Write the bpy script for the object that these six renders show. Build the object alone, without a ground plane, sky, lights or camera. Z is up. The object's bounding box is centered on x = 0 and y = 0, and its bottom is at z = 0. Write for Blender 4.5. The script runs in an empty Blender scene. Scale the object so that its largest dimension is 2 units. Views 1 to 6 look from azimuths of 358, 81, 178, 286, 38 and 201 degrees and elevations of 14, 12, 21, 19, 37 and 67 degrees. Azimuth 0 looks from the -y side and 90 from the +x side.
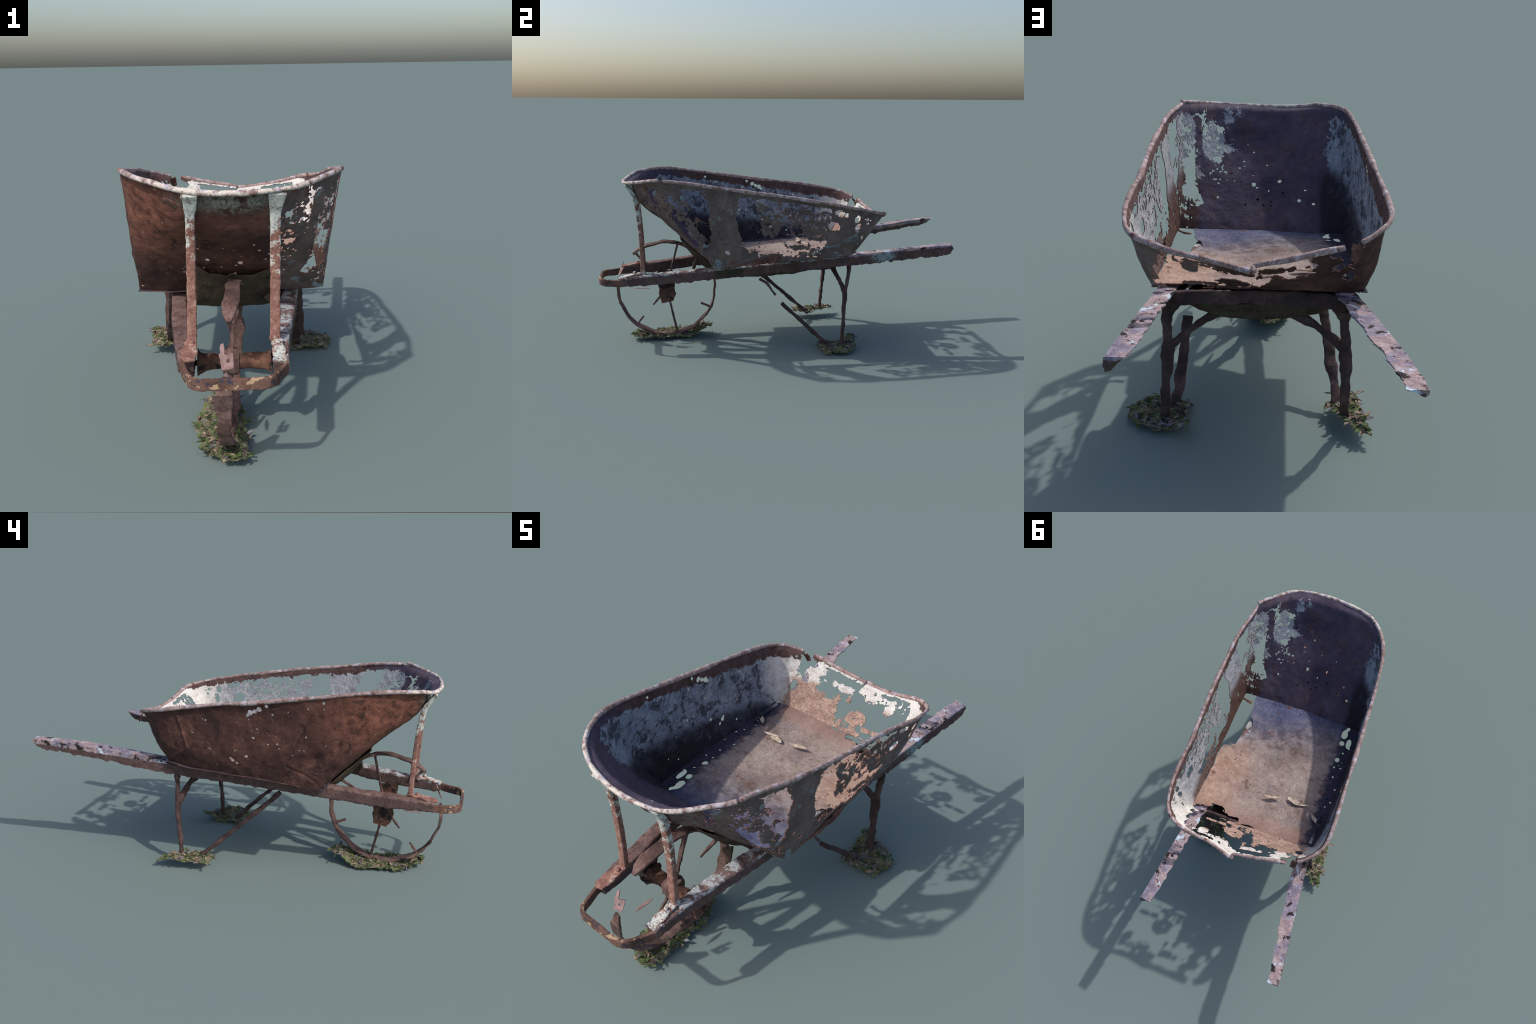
"""A rusted-out old steel wheelbarrow: torn sheet-metal tray with a rolled rim,
channel rails ending in handles, strap wheel, strap legs and clods of mossy turf."""
import math
import random
import bpy
import numpy as np

random.seed(7)
RNG = np.random.default_rng(7)

# ------------------------------------------------------------------ noise
def _hash(ix, iy, iz):
    h = (ix * 374761393 + iy * 668265263 + iz * 2147483647 + 974711) & 0xFFFFFFFF
    h = ((h ^ (h >> 13)) * 1274126177) & 0xFFFFFFFF
    h = ((h ^ (h >> 16)) * 2246822519) & 0xFFFFFFFF
    return ((h ^ (h >> 15)) & 0xFFFF) / 32767.5 - 1.0


def vnoise(p):
    p = np.asarray(p, float)
    i = np.floor(p).astype(np.int64)
    f = p - i
    f = f * f * f * (f * (f * 6 - 15) + 10)
    out = 0
    for dx in (0, 1):
        for dy in (0, 1):
            for dz in (0, 1):
                w = (f[..., 0] if dx else 1 - f[..., 0]) * (f[..., 1] if dy else 1 - f[..., 1]) * (f[..., 2] if dz else 1 - f[..., 2])
                out = out + w * _hash(i[..., 0] + dx, i[..., 1] + dy, i[..., 2] + dz)
    return out


def fbm(p, scale, octaves=3, seed=0.0, gain=0.5):
    p = np.asarray(p, float) * scale + seed * 17.31
    total, amp, norm = 0, 1.0, 0
    for _ in range(octaves):
        total = total + amp * vnoise(p)
        norm += amp
        p = p * 2.03 + 5.7
        amp *= gain
    return total / norm


def smooth(a, b, x):
    t = np.clip((x - a) / (b - a), 0, 1)
    return t * t * (3 - 2 * t)


# ------------------------------------------------------------------ node helper
class Mat:
    def __init__(self, name, rough=0.85):
        self.m = bpy.data.materials.new(name)
        self.m.use_nodes = True
        self.t = self.m.node_tree
        self.n = self.t.nodes
        self.bsdf = self.n["Principled BSDF"]
        self.bsdf.inputs["Roughness"].default_value = rough
        self.bsdf.inputs["Specular IOR Level"].default_value = 0.25
        tc = self.n.new("ShaderNodeTexCoord")
        self.co = tc.outputs["Object"]
        sep = self.n.new("ShaderNodeSeparateXYZ")
        self.link(self.co, sep.inputs[0])
        self.X, self.Y, self.Z = sep.outputs

    def link(self, a, b):
        self.t.links.new(a, b)

    def put(self, v, sock):
        if isinstance(v, (int, float)):
            sock.default_value = v
        elif isinstance(v, tuple):
            sock.default_value = (*v, 1) if len(v) == 3 else v
        else:
            self.link(v, sock)

    def math(self, op, a, b=0.0, c=None, clamp=False):
        n = self.n.new("ShaderNodeMath")
        n.operation = op
        n.use_clamp = clamp
        self.put(a, n.inputs[0])
        self.put(b, n.inputs[1])
        if c is not None:
            self.put(c, n.inputs[2])
        return n.outputs[0]

    def add(self, *a):
        out = a[0]
        for b in a[1:]:
            out = self.math("ADD", out, b)
        return out

    def mul(self, *a):
        out = a[0]
        for b in a[1:]:
            out = self.math("MULTIPLY", out, b)
        return out

    def noise(self, scale, detail=4, rough=0.6, distort=0.0, seed=0.0, stretch=None):
        mp = self.n.new("ShaderNodeMapping")
        mp.inputs["Location"].default_value = (seed * 3.1, seed * 1.7, seed * 2.3)
        if stretch:
            mp.inputs["Scale"].default_value = stretch
        self.link(self.co, mp.inputs["Vector"])
        n = self.n.new("ShaderNodeTexNoise")
        n.inputs["Scale"].default_value = scale
        n.inputs["Detail"].default_value = detail
        n.inputs["Roughness"].default_value = rough
        n.inputs["Distortion"].default_value = distort
        self.link(mp.outputs[0], n.inputs["Vector"])
        return n.outputs["Fac"]

    def step(self, x, a, b):
        n = self.n.new("ShaderNodeMapRange")
        n.interpolation_type = "SMOOTHSTEP"
        self.put(x, n.inputs[0])
        n.inputs[1].default_value, n.inputs[2].default_value = a, b
        n.inputs[3].default_value, n.inputs[4].default_value = 0, 1
        return n.outputs[0]

    def ramp(self, fac, stops):
        n = self.n.new("ShaderNodeValToRGB")
        e = n.color_ramp.elements
        e[0].position, e[0].color = stops[0][0], (*stops[0][1], 1)
        e[1].position, e[1].color = stops[-1][0], (*stops[-1][1], 1)
        for pos, col in stops[1:-1]:
            k = e.new(pos)
            k.color = (*col, 1)
        self.put(fac, n.inputs[0])
        return n.outputs[0]

    def mix(self, fac, a, b):
        n = self.n.new("ShaderNodeMix")
        n.data_type = "RGBA"
        self.put(fac, n.inputs[0])
        self.put(a, n.inputs[6])
        self.put(b, n.inputs[7])
        return n.outputs[2]

    def ball(self, c, r, soft=0.6, jitter=None):
        """1 inside an ellipsoid around c with radii r, 0 outside, optionally noisy."""
        mp = self.n.new("ShaderNodeVectorMath")
        mp.operation = "SUBTRACT"
        self.link(self.co, mp.inputs[0])
        mp.inputs[1].default_value = c
        dv = self.n.new("ShaderNodeVectorMath")
        dv.operation = "DIVIDE"
        self.link(mp.outputs[0], dv.inputs[0])
        dv.inputs[1].default_value = r
        ln = self.n.new("ShaderNodeVectorMath")
        ln.operation = "LENGTH"
        self.link(dv.outputs[0], ln.inputs[0])
        d = ln.outputs["Value"]
        if jitter is not None:
            d = self.math("MULTIPLY_ADD", self.math("SUBTRACT", jitter, 0.5), 2.0, d)
        return self.math("SUBTRACT", 1.0, self.step(d, 1 - soft, 1 + soft))

    def done(self, color, bump=None, strength=0.3, dist=0.004):
        self.put(color, self.bsdf.inputs["Base Color"])
        if bump is not None:
            b = self.n.new("ShaderNodeBump")
            b.inputs["Strength"].default_value = strength
            b.inputs["Distance"].default_value = dist
            self.link(bump, b.inputs["Height"])
            self.link(b.outputs[0], self.bsdf.inputs["Normal"])
        return self.m


def srgb(r, g, b):
    return tuple(((c / 255) / 12.92 if c / 255 < 0.04045 else ((c / 255 + 0.055) / 1.055) ** 2.4) for c in (r, g, b))


def rust(name, dark, mid, light, scale=22, seed=0.0, pale=None, pale_at=0.62, black=None, black_at=0.62):
    m = Mat(name)
    big = m.noise(scale * 0.35, 3, 0.55, seed=seed)
    fine = m.noise(scale * 3.2, 5, 0.7, seed=seed + 2)
    f = m.add(m.mul(big, 0.6), m.mul(fine, 0.4))
    col = m.ramp(f, [(0.34, dark), (0.5, mid), (0.66, light)])
    if black:
        col = m.mix(m.step(m.noise(scale * 0.8, 4, 0.6, seed=seed + 5), black_at, black_at + 0.06), col, black)
    if pale:
        col = m.mix(m.step(m.noise(scale * 0.9, 5, 0.65, seed=seed + 8), pale_at, pale_at + 0.05), col, pale)
    return m, col, fine


# ------------------------------------------------------------------ materials
def make_materials():
    out = {}

    # --- outside of the tray: red rust on the left, grey-brown with pale blue-grey spots on the right and rear
    m = Mat("outer_rust")
    big = m.noise(7, 3, 0.55, seed=1)
    mid = m.noise(26, 5, 0.62, seed=2)
    fine = m.noise(110, 4, 0.7, seed=3)
    f = m.add(m.mul(big, 0.45), m.mul(mid, 0.35), m.mul(fine, 0.2))
    red = m.ramp(f, [(0.36, srgb(54, 39, 37)), (0.5, srgb(82, 56, 51)), (0.64, srgb(112, 78, 68))])
    red = m.mix(m.ball((-0.30, -0.62, 0.80), (0.25, 0.22, 0.16), 0.7, mid), red, m.ramp(mid, [(0.36, srgb(84, 54, 47)), (0.62, srgb(138, 90, 74))]))
    red = m.mix(m.mul(m.step(m.noise(15, 5, 0.65, 0.4, seed=6), 0.58, 0.66), 0.75), red, srgb(44, 34, 33))
    nose = m.mul(m.ball((-.02, -.84, .85), (.20, .06, .05), 0.6, mid), m.step(mid, 0.4, 0.55))
    red = m.mix(nose, red, m.ramp(fine, [(0.36, srgb(84, 84, 78)), (0.64, srgb(150, 156, 146))]))
    red = m.mix(m.step(m.noise(48, 2, 0.5, seed=7), 0.735, 0.75), red, srgb(190, 186, 176))
    grey = m.ramp(f, [(0.36, srgb(80, 68, 66)), (0.5, srgb(108, 94, 90)), (0.66, srgb(134, 116, 110))])
    grey = m.mix(m.step(m.noise(13, 6, 0.68, 0.3, seed=9), 0.58, 0.64), grey, m.ramp(fine, [(0.35, srgb(112, 122, 128)), (0.65, srgb(142, 152, 158))]))
    grey = m.mix(m.step(m.noise(9, 5, 0.6, seed=12), 0.62, 0.68), grey, srgb(104, 72, 60))
    side = m.step(m.add(m.X, m.mul(m.math("SUBTRACT", mid, 0.5), 0.2)), 0.06, 0.16)
    col = m.mix(side, red, grey)
    out["outer"] = m.done(col, m.add(mid, m.mul(fine, 0.6)), 0.65, 0.008)

    # --- inside of the tray: pale blue-grey paint flaking off rust tinted plum for shade
    m = Mat("inner_paint")
    big = m.noise(6, 3, 0.55, seed=21)
    mid = m.noise(24, 6, 0.66, 0.2, seed=22)
    fine = m.noise(120, 4, 0.7, seed=23)
    plum = m.ramp(m.add(m.mul(big, 0.4), m.mul(mid, 0.3), m.mul(fine, 0.3)), [(0.36, srgb(58, 52, 66)), (0.5, srgb(80, 71, 88)), (0.66, srgb(106, 94, 106))])
    brown = m.ramp(m.add(m.mul(mid, 0.5), m.mul(fine, 0.5)), [(0.36, srgb(56, 42, 42)), (0.6, srgb(104, 80, 76))])
    paint = m.ramp(m.add(m.mul(mid, 0.45), m.mul(fine, 0.55)), [(0.33, srgb(104, 108, 116)), (0.5, srgb(160, 162, 168)), (0.66, srgb(206, 206, 206))])
    lightened_paint = m.ramp(m.add(m.mul(mid, 0.5), m.mul(fine, 0.5)), [(0.34, srgb(150, 138, 128)), (0.46, srgb(204, 198, 192)), (0.6, srgb(226, 224, 220)), (0.72, srgb(238, 236, 232))])
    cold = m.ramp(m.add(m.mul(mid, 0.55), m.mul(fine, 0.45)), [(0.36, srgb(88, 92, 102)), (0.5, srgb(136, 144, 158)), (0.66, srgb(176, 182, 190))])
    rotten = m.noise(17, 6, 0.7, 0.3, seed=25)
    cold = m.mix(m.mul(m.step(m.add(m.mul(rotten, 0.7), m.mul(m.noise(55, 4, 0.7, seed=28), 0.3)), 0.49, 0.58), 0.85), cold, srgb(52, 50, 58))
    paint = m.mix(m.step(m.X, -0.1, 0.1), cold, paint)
    rear = m.step(m.Y, 0.24, 0.36)
    paint = m.mix(rear, paint, lightened_paint)
    plum = m.mix(m.mul(m.step(m.noise(9, 5, 0.65, 0.3, seed=27), 0.5, 0.64), 0.55), plum, brown)
    base = m.mix(m.mul(m.step(m.math("ABSOLUTE", m.add(m.X, 0.03)), 0.27, 0.35), m.step(m.Y, -0.62, -0.46)), plum, brown)
    base = m.mix(m.step(m.Y, 0.3, 0.4), base, brown)
    # height below the rim, 0 at the rim
    below = m.math("SUBTRACT", m.add(0.812, m.mul(m.Y, -0.148)), m.Z)
    jit = m.add(m.mul(m.math("SUBTRACT", mid, 0.5), 1.6), m.mul(m.math("SUBTRACT", fine, 0.5), 0.5))
    ax = m.math("ABSOLUTE", m.add(m.X, 0.03))
    want = m.add(m.step(below, 0.0, 0.07), m.mul(m.step(below, 0.16, 0.36), -0.75))
    want = m.mul(want, m.step(m.add(ax, m.mul(m.math("ABSOLUTE", m.math("MINIMUM", m.add(m.Y, 0.3), 0.0)), -0.10), m.mul(m.step(m.Y, 0.25, 0.4), 0.3)), 0.20, 0.30))
    want = m.add(want, jit, m.mul(m.math("SUBTRACT", big, 0.5), 0.9))
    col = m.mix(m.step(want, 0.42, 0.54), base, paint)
    sandy = m.ramp(m.add(m.mul(mid, 0.4), m.mul(fine, 0.6)), [(0.34, srgb(112, 88, 80)), (0.5, srgb(158, 130, 118)), (0.66, srgb(204, 176, 158))])
    deep = m.step(m.add(below, m.mul(m.math("SUBTRACT", mid, 0.5), 0.06)), 0.105, 0.13)
    col = m.mix(m.mul(m.step(m.Y, 0.312, 0.326), deep, m.math('SUBTRACT', 1.0, m.step(m.math('ADD', ax, m.mul(m.math('SUBTRACT', mid, 0.5), 0.1)), 0.27, 0.31))), col, sandy)
    # a few paint islands on the front sheet
    isl = m.ball((0.17, -0.68, 0.76), (0.05, 0.09, 0.11), 0.5, mid)
    for c, r in (((.116, -.79, .83), .030), ((.112, -.69, .735), .034), ((.235, -.565, .645), .034), ((.07, -.815, .845), .020)):
        isl = m.math("MAXIMUM", isl, m.mul(m.ball(c, (r * 1.1, r * 1.3, r * 1.3), 1.0), 0.9))
    col = m.mix(m.step(m.add(isl, m.mul(m.math("SUBTRACT", mid, 0.5), 1.8), m.mul(m.math("SUBTRACT", fine, 0.5), 0.9)), 0.52, 0.66), col, paint)
    # side walls darker toward the foot
    low = m.mul(m.step(below, 0.14, 0.34), m.step(ax, 0.2, 0.3), m.math("SUBTRACT", 1.0, rear))
    col = m.mix(m.mul(m.step(m.add(low, m.mul(jit, 0.4)), 0.2, 0.6), 0.88), col, m.mix(m.step(m.X, 0.0, 0.1), srgb(40, 38, 46), srgb(92, 68, 60)))
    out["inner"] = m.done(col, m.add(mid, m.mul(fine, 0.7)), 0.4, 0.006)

    # --- floor: bleached sandy rust with its toe tinted blue for baked-in shadow
    m = Mat("floor_rust")
    big = m.noise(5, 3, 0.6, seed=31)
    mid = m.noise(30, 5, 0.62, seed=32)
    fine = m.noise(150, 4, 0.75, seed=33, stretch=(1, 0.6, 1))
    f = m.add(m.mul(big, 0.35), m.mul(mid, 0.25), m.mul(fine, 0.4))
    sand = m.ramp(f, [(0.34, srgb(104, 88, 84)), (0.48, srgb(150, 132, 125)), (0.6, srgb(186, 168, 158)), (0.7, srgb(216, 200, 188))])
    sand = m.mix(m.mul(m.step(m.noise(9, 6, 0.68, 0.3, seed=39), 0.5, 0.62), 0.55), sand, m.ramp(fine, [(0.35, srgb(112, 102, 104)), (0.65, srgb(168, 158, 158))]))
    ochre = m.ramp(mid, [(0.35, srgb(170, 126, 104)), (0.65, srgb(214, 172, 142))])
    sand = m.mix(m.mul(m.ball((0.24, 0.08, 0.5), (0.12, 0.24, 0.2), 0.6, mid), 0.45), sand, ochre)
    sand = m.mix(m.mul(m.step(m.add(m.Y, m.mul(mid, 0.1)), 0.25, 0.36), 0.5), sand, srgb(150, 108, 94))
    blue = m.ramp(f, [(0.36, srgb(62, 66, 96)), (0.5, srgb(100, 104, 132)), (0.64, srgb(146, 144, 156))])
    toe_fade = m.ramp(m.noise(18, 5, 0.7, seed=36), [(0.4, srgb(104, 88, 82)), (0.6, srgb(164, 154, 156))])
    yj = m.add(m.Y, m.mul(m.math("SUBTRACT", mid, 0.5), 0.16), m.mul(m.math("SUBTRACT", big, 0.5), 0.1), m.mul(m.X, -0.25))
    col = m.mix(m.step(yj, -0.26, -0.06), m.mix(m.step(yj, -0.38, -0.16), blue, toe_fade), sand)
    xj = m.add(m.X, m.mul(m.math("SUBTRACT", mid, 0.5), 0.10))
    col = m.mix(m.math("SUBTRACT", 1.0, m.step(xj, -0.305, -0.262)), col, m.ramp(fine, [(0.35, srgb(44, 42, 54)), (0.65, srgb(84, 80, 100))]))
    col = m.mix(m.mul(m.step(m.noise(12, 4, 0.6, seed=38), 0.64, 0.7), 0.6), col, srgb(110, 70, 58))
    out["floor"] = m.done(col, m.add(m.mul(mid, 0.6), fine), 0.8, 0.006)

    m, col, fine = rust("torn_edge", srgb(58, 40, 36), srgb(104, 72, 62), srgb(150, 112, 98), 40, 41)
    out["edge"] = m.done(col, fine, 0.3)

    # --- rolled rim: pinkish weathered steel, whitish at the nose
    m = Mat("rim_rust")
    mid = m.noise(38, 5, 0.65, seed=51)
    fine = m.noise(140, 3, 0.7, seed=52)
    col = m.ramp(m.add(m.mul(mid, 0.6), m.mul(fine, 0.4)), [(0.35, srgb(104, 80, 76)), (0.5, srgb(158, 134, 130)), (0.66, srgb(200, 180, 176))])
    nose = m.mul(m.math("SUBTRACT", 1.0, m.step(m.Y, -0.86, -0.6)), m.step(mid, 0.42, 0.56))
    col = m.mix(nose, col, m.ramp(fine, [(0.35, srgb(190, 174, 164)), (0.65, srgb(228, 222, 212))]))
    col = m.mix(m.mul(m.step(m.noise(34, 5, 0.7, seed=57), 0.54, 0.62), 0.8), col, m.ramp(fine, [(0.35, srgb(168, 160, 174)), (0.65, srgb(216, 210, 218))]))
    col = m.mix(m.step(m.noise(26, 4, 0.6, seed=55), 0.6, 0.68), col, srgb(112, 78, 70))
    out["rim"] = m.done(col, m.add(mid, fine), 0.4, 0.004)

    # --- channel rails with pale-topped handles
    m = Mat("rail_rust")
    big = m.noise(9, 3, 0.6, seed=61)
    mid = m.noise(34, 5, 0.65, seed=62)
    fine = m.noise(150, 4, 0.7, seed=63)
    f = m.add(m.mul(big, 0.25), m.mul(mid, 0.35), m.mul(fine, 0.4))
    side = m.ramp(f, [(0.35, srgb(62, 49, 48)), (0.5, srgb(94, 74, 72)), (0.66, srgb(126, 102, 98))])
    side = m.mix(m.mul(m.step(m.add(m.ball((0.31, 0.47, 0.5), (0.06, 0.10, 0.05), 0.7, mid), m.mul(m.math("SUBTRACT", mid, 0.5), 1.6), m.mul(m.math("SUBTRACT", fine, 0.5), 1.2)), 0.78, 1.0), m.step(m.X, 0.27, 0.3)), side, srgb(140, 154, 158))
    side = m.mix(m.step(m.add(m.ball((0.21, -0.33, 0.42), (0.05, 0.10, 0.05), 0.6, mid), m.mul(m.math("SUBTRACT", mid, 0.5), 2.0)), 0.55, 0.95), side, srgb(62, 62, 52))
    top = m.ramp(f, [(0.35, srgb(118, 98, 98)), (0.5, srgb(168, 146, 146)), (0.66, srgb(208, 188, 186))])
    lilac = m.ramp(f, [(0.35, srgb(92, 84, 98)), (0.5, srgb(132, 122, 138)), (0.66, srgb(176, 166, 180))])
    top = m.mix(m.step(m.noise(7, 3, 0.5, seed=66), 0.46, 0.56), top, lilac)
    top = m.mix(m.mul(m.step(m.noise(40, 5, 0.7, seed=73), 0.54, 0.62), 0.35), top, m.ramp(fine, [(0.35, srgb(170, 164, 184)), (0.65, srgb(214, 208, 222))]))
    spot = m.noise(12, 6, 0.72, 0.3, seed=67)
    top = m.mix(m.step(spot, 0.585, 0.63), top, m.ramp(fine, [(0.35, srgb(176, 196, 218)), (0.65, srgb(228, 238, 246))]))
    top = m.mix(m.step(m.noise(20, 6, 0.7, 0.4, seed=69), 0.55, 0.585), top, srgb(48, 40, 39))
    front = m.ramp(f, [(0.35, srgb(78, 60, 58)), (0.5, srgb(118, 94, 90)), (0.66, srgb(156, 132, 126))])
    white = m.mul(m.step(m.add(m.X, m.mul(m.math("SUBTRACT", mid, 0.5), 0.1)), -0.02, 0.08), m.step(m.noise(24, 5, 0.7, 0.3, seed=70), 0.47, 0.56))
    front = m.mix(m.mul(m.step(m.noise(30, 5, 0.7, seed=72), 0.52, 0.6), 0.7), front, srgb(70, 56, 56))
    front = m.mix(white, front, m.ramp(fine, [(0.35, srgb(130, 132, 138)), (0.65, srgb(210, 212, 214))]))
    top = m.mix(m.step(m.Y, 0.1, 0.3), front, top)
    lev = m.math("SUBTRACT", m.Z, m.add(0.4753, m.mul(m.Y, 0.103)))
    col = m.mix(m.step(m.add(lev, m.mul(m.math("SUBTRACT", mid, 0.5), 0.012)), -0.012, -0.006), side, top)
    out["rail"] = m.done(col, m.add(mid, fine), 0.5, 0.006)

    m, col, fine = rust("loop_rust", srgb(74, 54, 48), srgb(110, 82, 72), srgb(146, 116, 102), 34, 71, pale=srgb(178, 150, 120), pale_at=0.57, black=srgb(66, 62, 74), black_at=0.56)
    out["loop"] = m.done(col, fine, 0.4)

    # --- front stays: red rust below, grey-white paint above
    m = Mat("stay_paint")
    mid = m.noise(34, 5, 0.65, seed=81)
    fine = m.noise(140, 4, 0.7, seed=82)
    red = m.ramp(m.add(m.mul(mid, 0.5), m.mul(fine, 0.5)), [(0.35, srgb(104, 72, 66)), (0.5, srgb(146, 106, 95)), (0.66, srgb(186, 150, 134))])
    wht = m.ramp(m.add(m.mul(mid, 0.6), m.mul(fine, 0.4)), [(0.34, srgb(128, 134, 132)), (0.5, srgb(184, 190, 186)), (0.66, srgb(222, 220, 210))])
    h = m.add(m.Z, m.mul(m.math("SUBTRACT", mid, 0.5), 1.0), m.mul(m.math("SUBTRACT", fine, 0.5), 0.5), m.mul(m.X, 0.1))
    fac = m.step(h, 0.68, 0.78)
    foot = m.mul(m.math("SUBTRACT", 1.0, m.step(m.Z, 0.405, 0.43)), m.step(m.add(mid, m.mul(m.math('SUBTRACT', fine, 0.5), 0.6), m.mul(m.X, 0.5)), 0.52, 0.60))
    out["stay"] = m.done(m.mix(m.math("MAXIMUM", fac, foot), red, wht), m.add(mid, fine), 0.4)

    m, col, fine = rust("wheel_rust", srgb(62, 48, 46), srgb(100, 78, 73), srgb(144, 116, 110), 30, 91)
    out["wheel"] = m.done(col, fine, 0.4)
    m, col, fine = rust("hub_rust", srgb(58, 42, 38), srgb(98, 70, 60), srgb(146, 106, 88), 24, 95, black=srgb(40, 34, 36), black_at=0.54)
    out["hub"] = m.done(col, fine, 0.4)
    m, col, fine = rust("leg_rust", srgb(50, 40, 40), srgb(78, 61, 59), srgb(110, 88, 84), 30, 101)
    out["leg"] = m.done(col, fine, 0.5)
    m, col, fine = rust("flake_rust", srgb(120, 92, 90), srgb(158, 130, 128), srgb(188, 162, 158), 40, 105)
    out["flake"] = m.done(col, fine, 0.4)

    # --- mossy underside skin
    m = Mat("underside_moss")
    mid = m.noise(16, 5, 0.65, seed=111)
    fine = m.noise(90, 4, 0.7, seed=112)
    col = m.ramp(m.add(m.mul(mid, 0.6), m.mul(fine, 0.4)), [(0.36, srgb(48, 40, 34)), (0.5, srgb(80, 66, 56)), (0.6, srgb(80, 80, 58)), (0.7, srgb(96, 108, 78))])
    col = m.mix(m.step(m.Z, 0.55, 0.66), col, m.ramp(mid, [(0.36, srgb(70, 54, 44)), (0.5, srgb(112, 88, 72)), (0.64, srgb(150, 146, 134))]))
    out["moss"] = m.done(col, m.add(mid, fine), 0.4, 0.008)

    # --- turf clods
    m = Mat("turf")
    mid = m.noise(30, 5, 0.7, seed=121)
    fine = m.noise(120, 4, 0.75, seed=122)
    col = m.ramp(m.add(m.mul(mid, 0.55), m.mul(fine, 0.45)), [(0.34, srgb(46, 42, 38)), (0.44, srgb(92, 86, 74)), (0.5, srgb(130, 120, 102)), (0.55, srgb(98, 116, 68)), (0.66, srgb(60, 90, 44))])
    out["turf"] = m.done(col, m.add(mid, fine), 0.6, 0.01)
    for nm, a, b in (("litter_green", srgb(44, 62, 36), srgb(104, 116, 72)), ("litter_tan", srgb(98, 82, 70), srgb(176, 156, 134)), ("litter_grey", srgb(86, 84, 92), srgb(142, 140, 146))):
        m = Mat(nm)
        col = m.ramp(m.noise(60, 4, 0.65, seed=131), [(0.36, a), (0.64, b)])
        out[nm] = m.done(col)
    m = Mat("dry_leaf")
    col = m.ramp(m.noise(50, 4, 0.6, seed=141), [(0.36, srgb(170, 150, 130)), (0.64, srgb(214, 202, 186))])
    out["leaf"] = m.done(col)
    return out


MATS = make_materials()


# ------------------------------------------------------------------ mesh helpers
def mesh_object(name, verts, faces, mats, parent=None, face_mat=None, shade=True, angle=None):
    me = bpy.data.meshes.new(name)
    me.from_pydata([tuple(map(float, v)) for v in verts], [], faces)
    for k in mats:
        me.materials.append(MATS[k])
    if face_mat is not None:
        me.polygons.foreach_set("material_index", face_mat)
    if shade:
        me.polygons.foreach_set("use_smooth", [True] * len(me.polygons))
        if angle:
            me.set_sharp_from_angle(angle=math.radians(angle))
    me.update()
    ob = bpy.data.objects.new(name, me)
    bpy.context.scene.collection.objects.link(ob)
    if parent is not None:
        ob.parent = parent
    return ob


def spline(pts, step=0.008, closed=False):
    """Catmull-Rom through control rows, resampled evenly on the first three columns."""
    p = np.asarray(pts, float)
    if len(p) == 2:
        d = np.array([p[0] + (p[1] - p[0]) * t for t in np.linspace(0, 1, 60)])
    else:
        q = np.vstack([p[-1], p, p[0], p[1]]) if closed else np.vstack([2 * p[0] - p[1], p, 2 * p[-1] - p[-2]])
        seg = []
        for i in range(1, len(q) - 2):
            t = np.linspace(0, 1, 24, endpoint=False)[:, None]
            a, b, c, e = q[i - 1], q[i], q[i + 1], q[i + 2]
            seg.append(0.5 * (2 * b + (c - a) * t + (2 * a - 5 * b + 4 * c - e) * t**2 + (3 * b - a - 3 * c + e) * t**3))
        d = np.vstack(seg + ([] if closed else [p[-1:]]))
    s = np.concatenate([[0], np.cumsum(np.linalg.norm(np.diff(d[:, :3], axis=0), axis=1))])
    n = max(3, int(s[-1] / step) + 1)
    u = np.linspace(0, s[-1], n)
    return np.column_stack([np.interp(u, s, d[:, k]) for k in range(d.shape[1])])


def wedge_profile(outer=1, lip=.2, per=8):
    """Unit outline of a handle: flat top, upright outer side and a slant back to the top's inner lip."""
    k = [(outer, 1), (-outer, 1), (-outer, 1 - lip), (outer * .72, -.9), (outer, -1)]
    pts = []
    for a, b in zip(k, k[1:] + k[:1]):
        n = per if max(abs(a[0] - b[0]), abs(a[1] - b[1])) > .5 else 2
        pts += [(a[0] + (b[0] - a[0]) * i / n, a[1] + (b[1] - a[1]) * i / n) for i in range(n)]
    return pts


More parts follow.
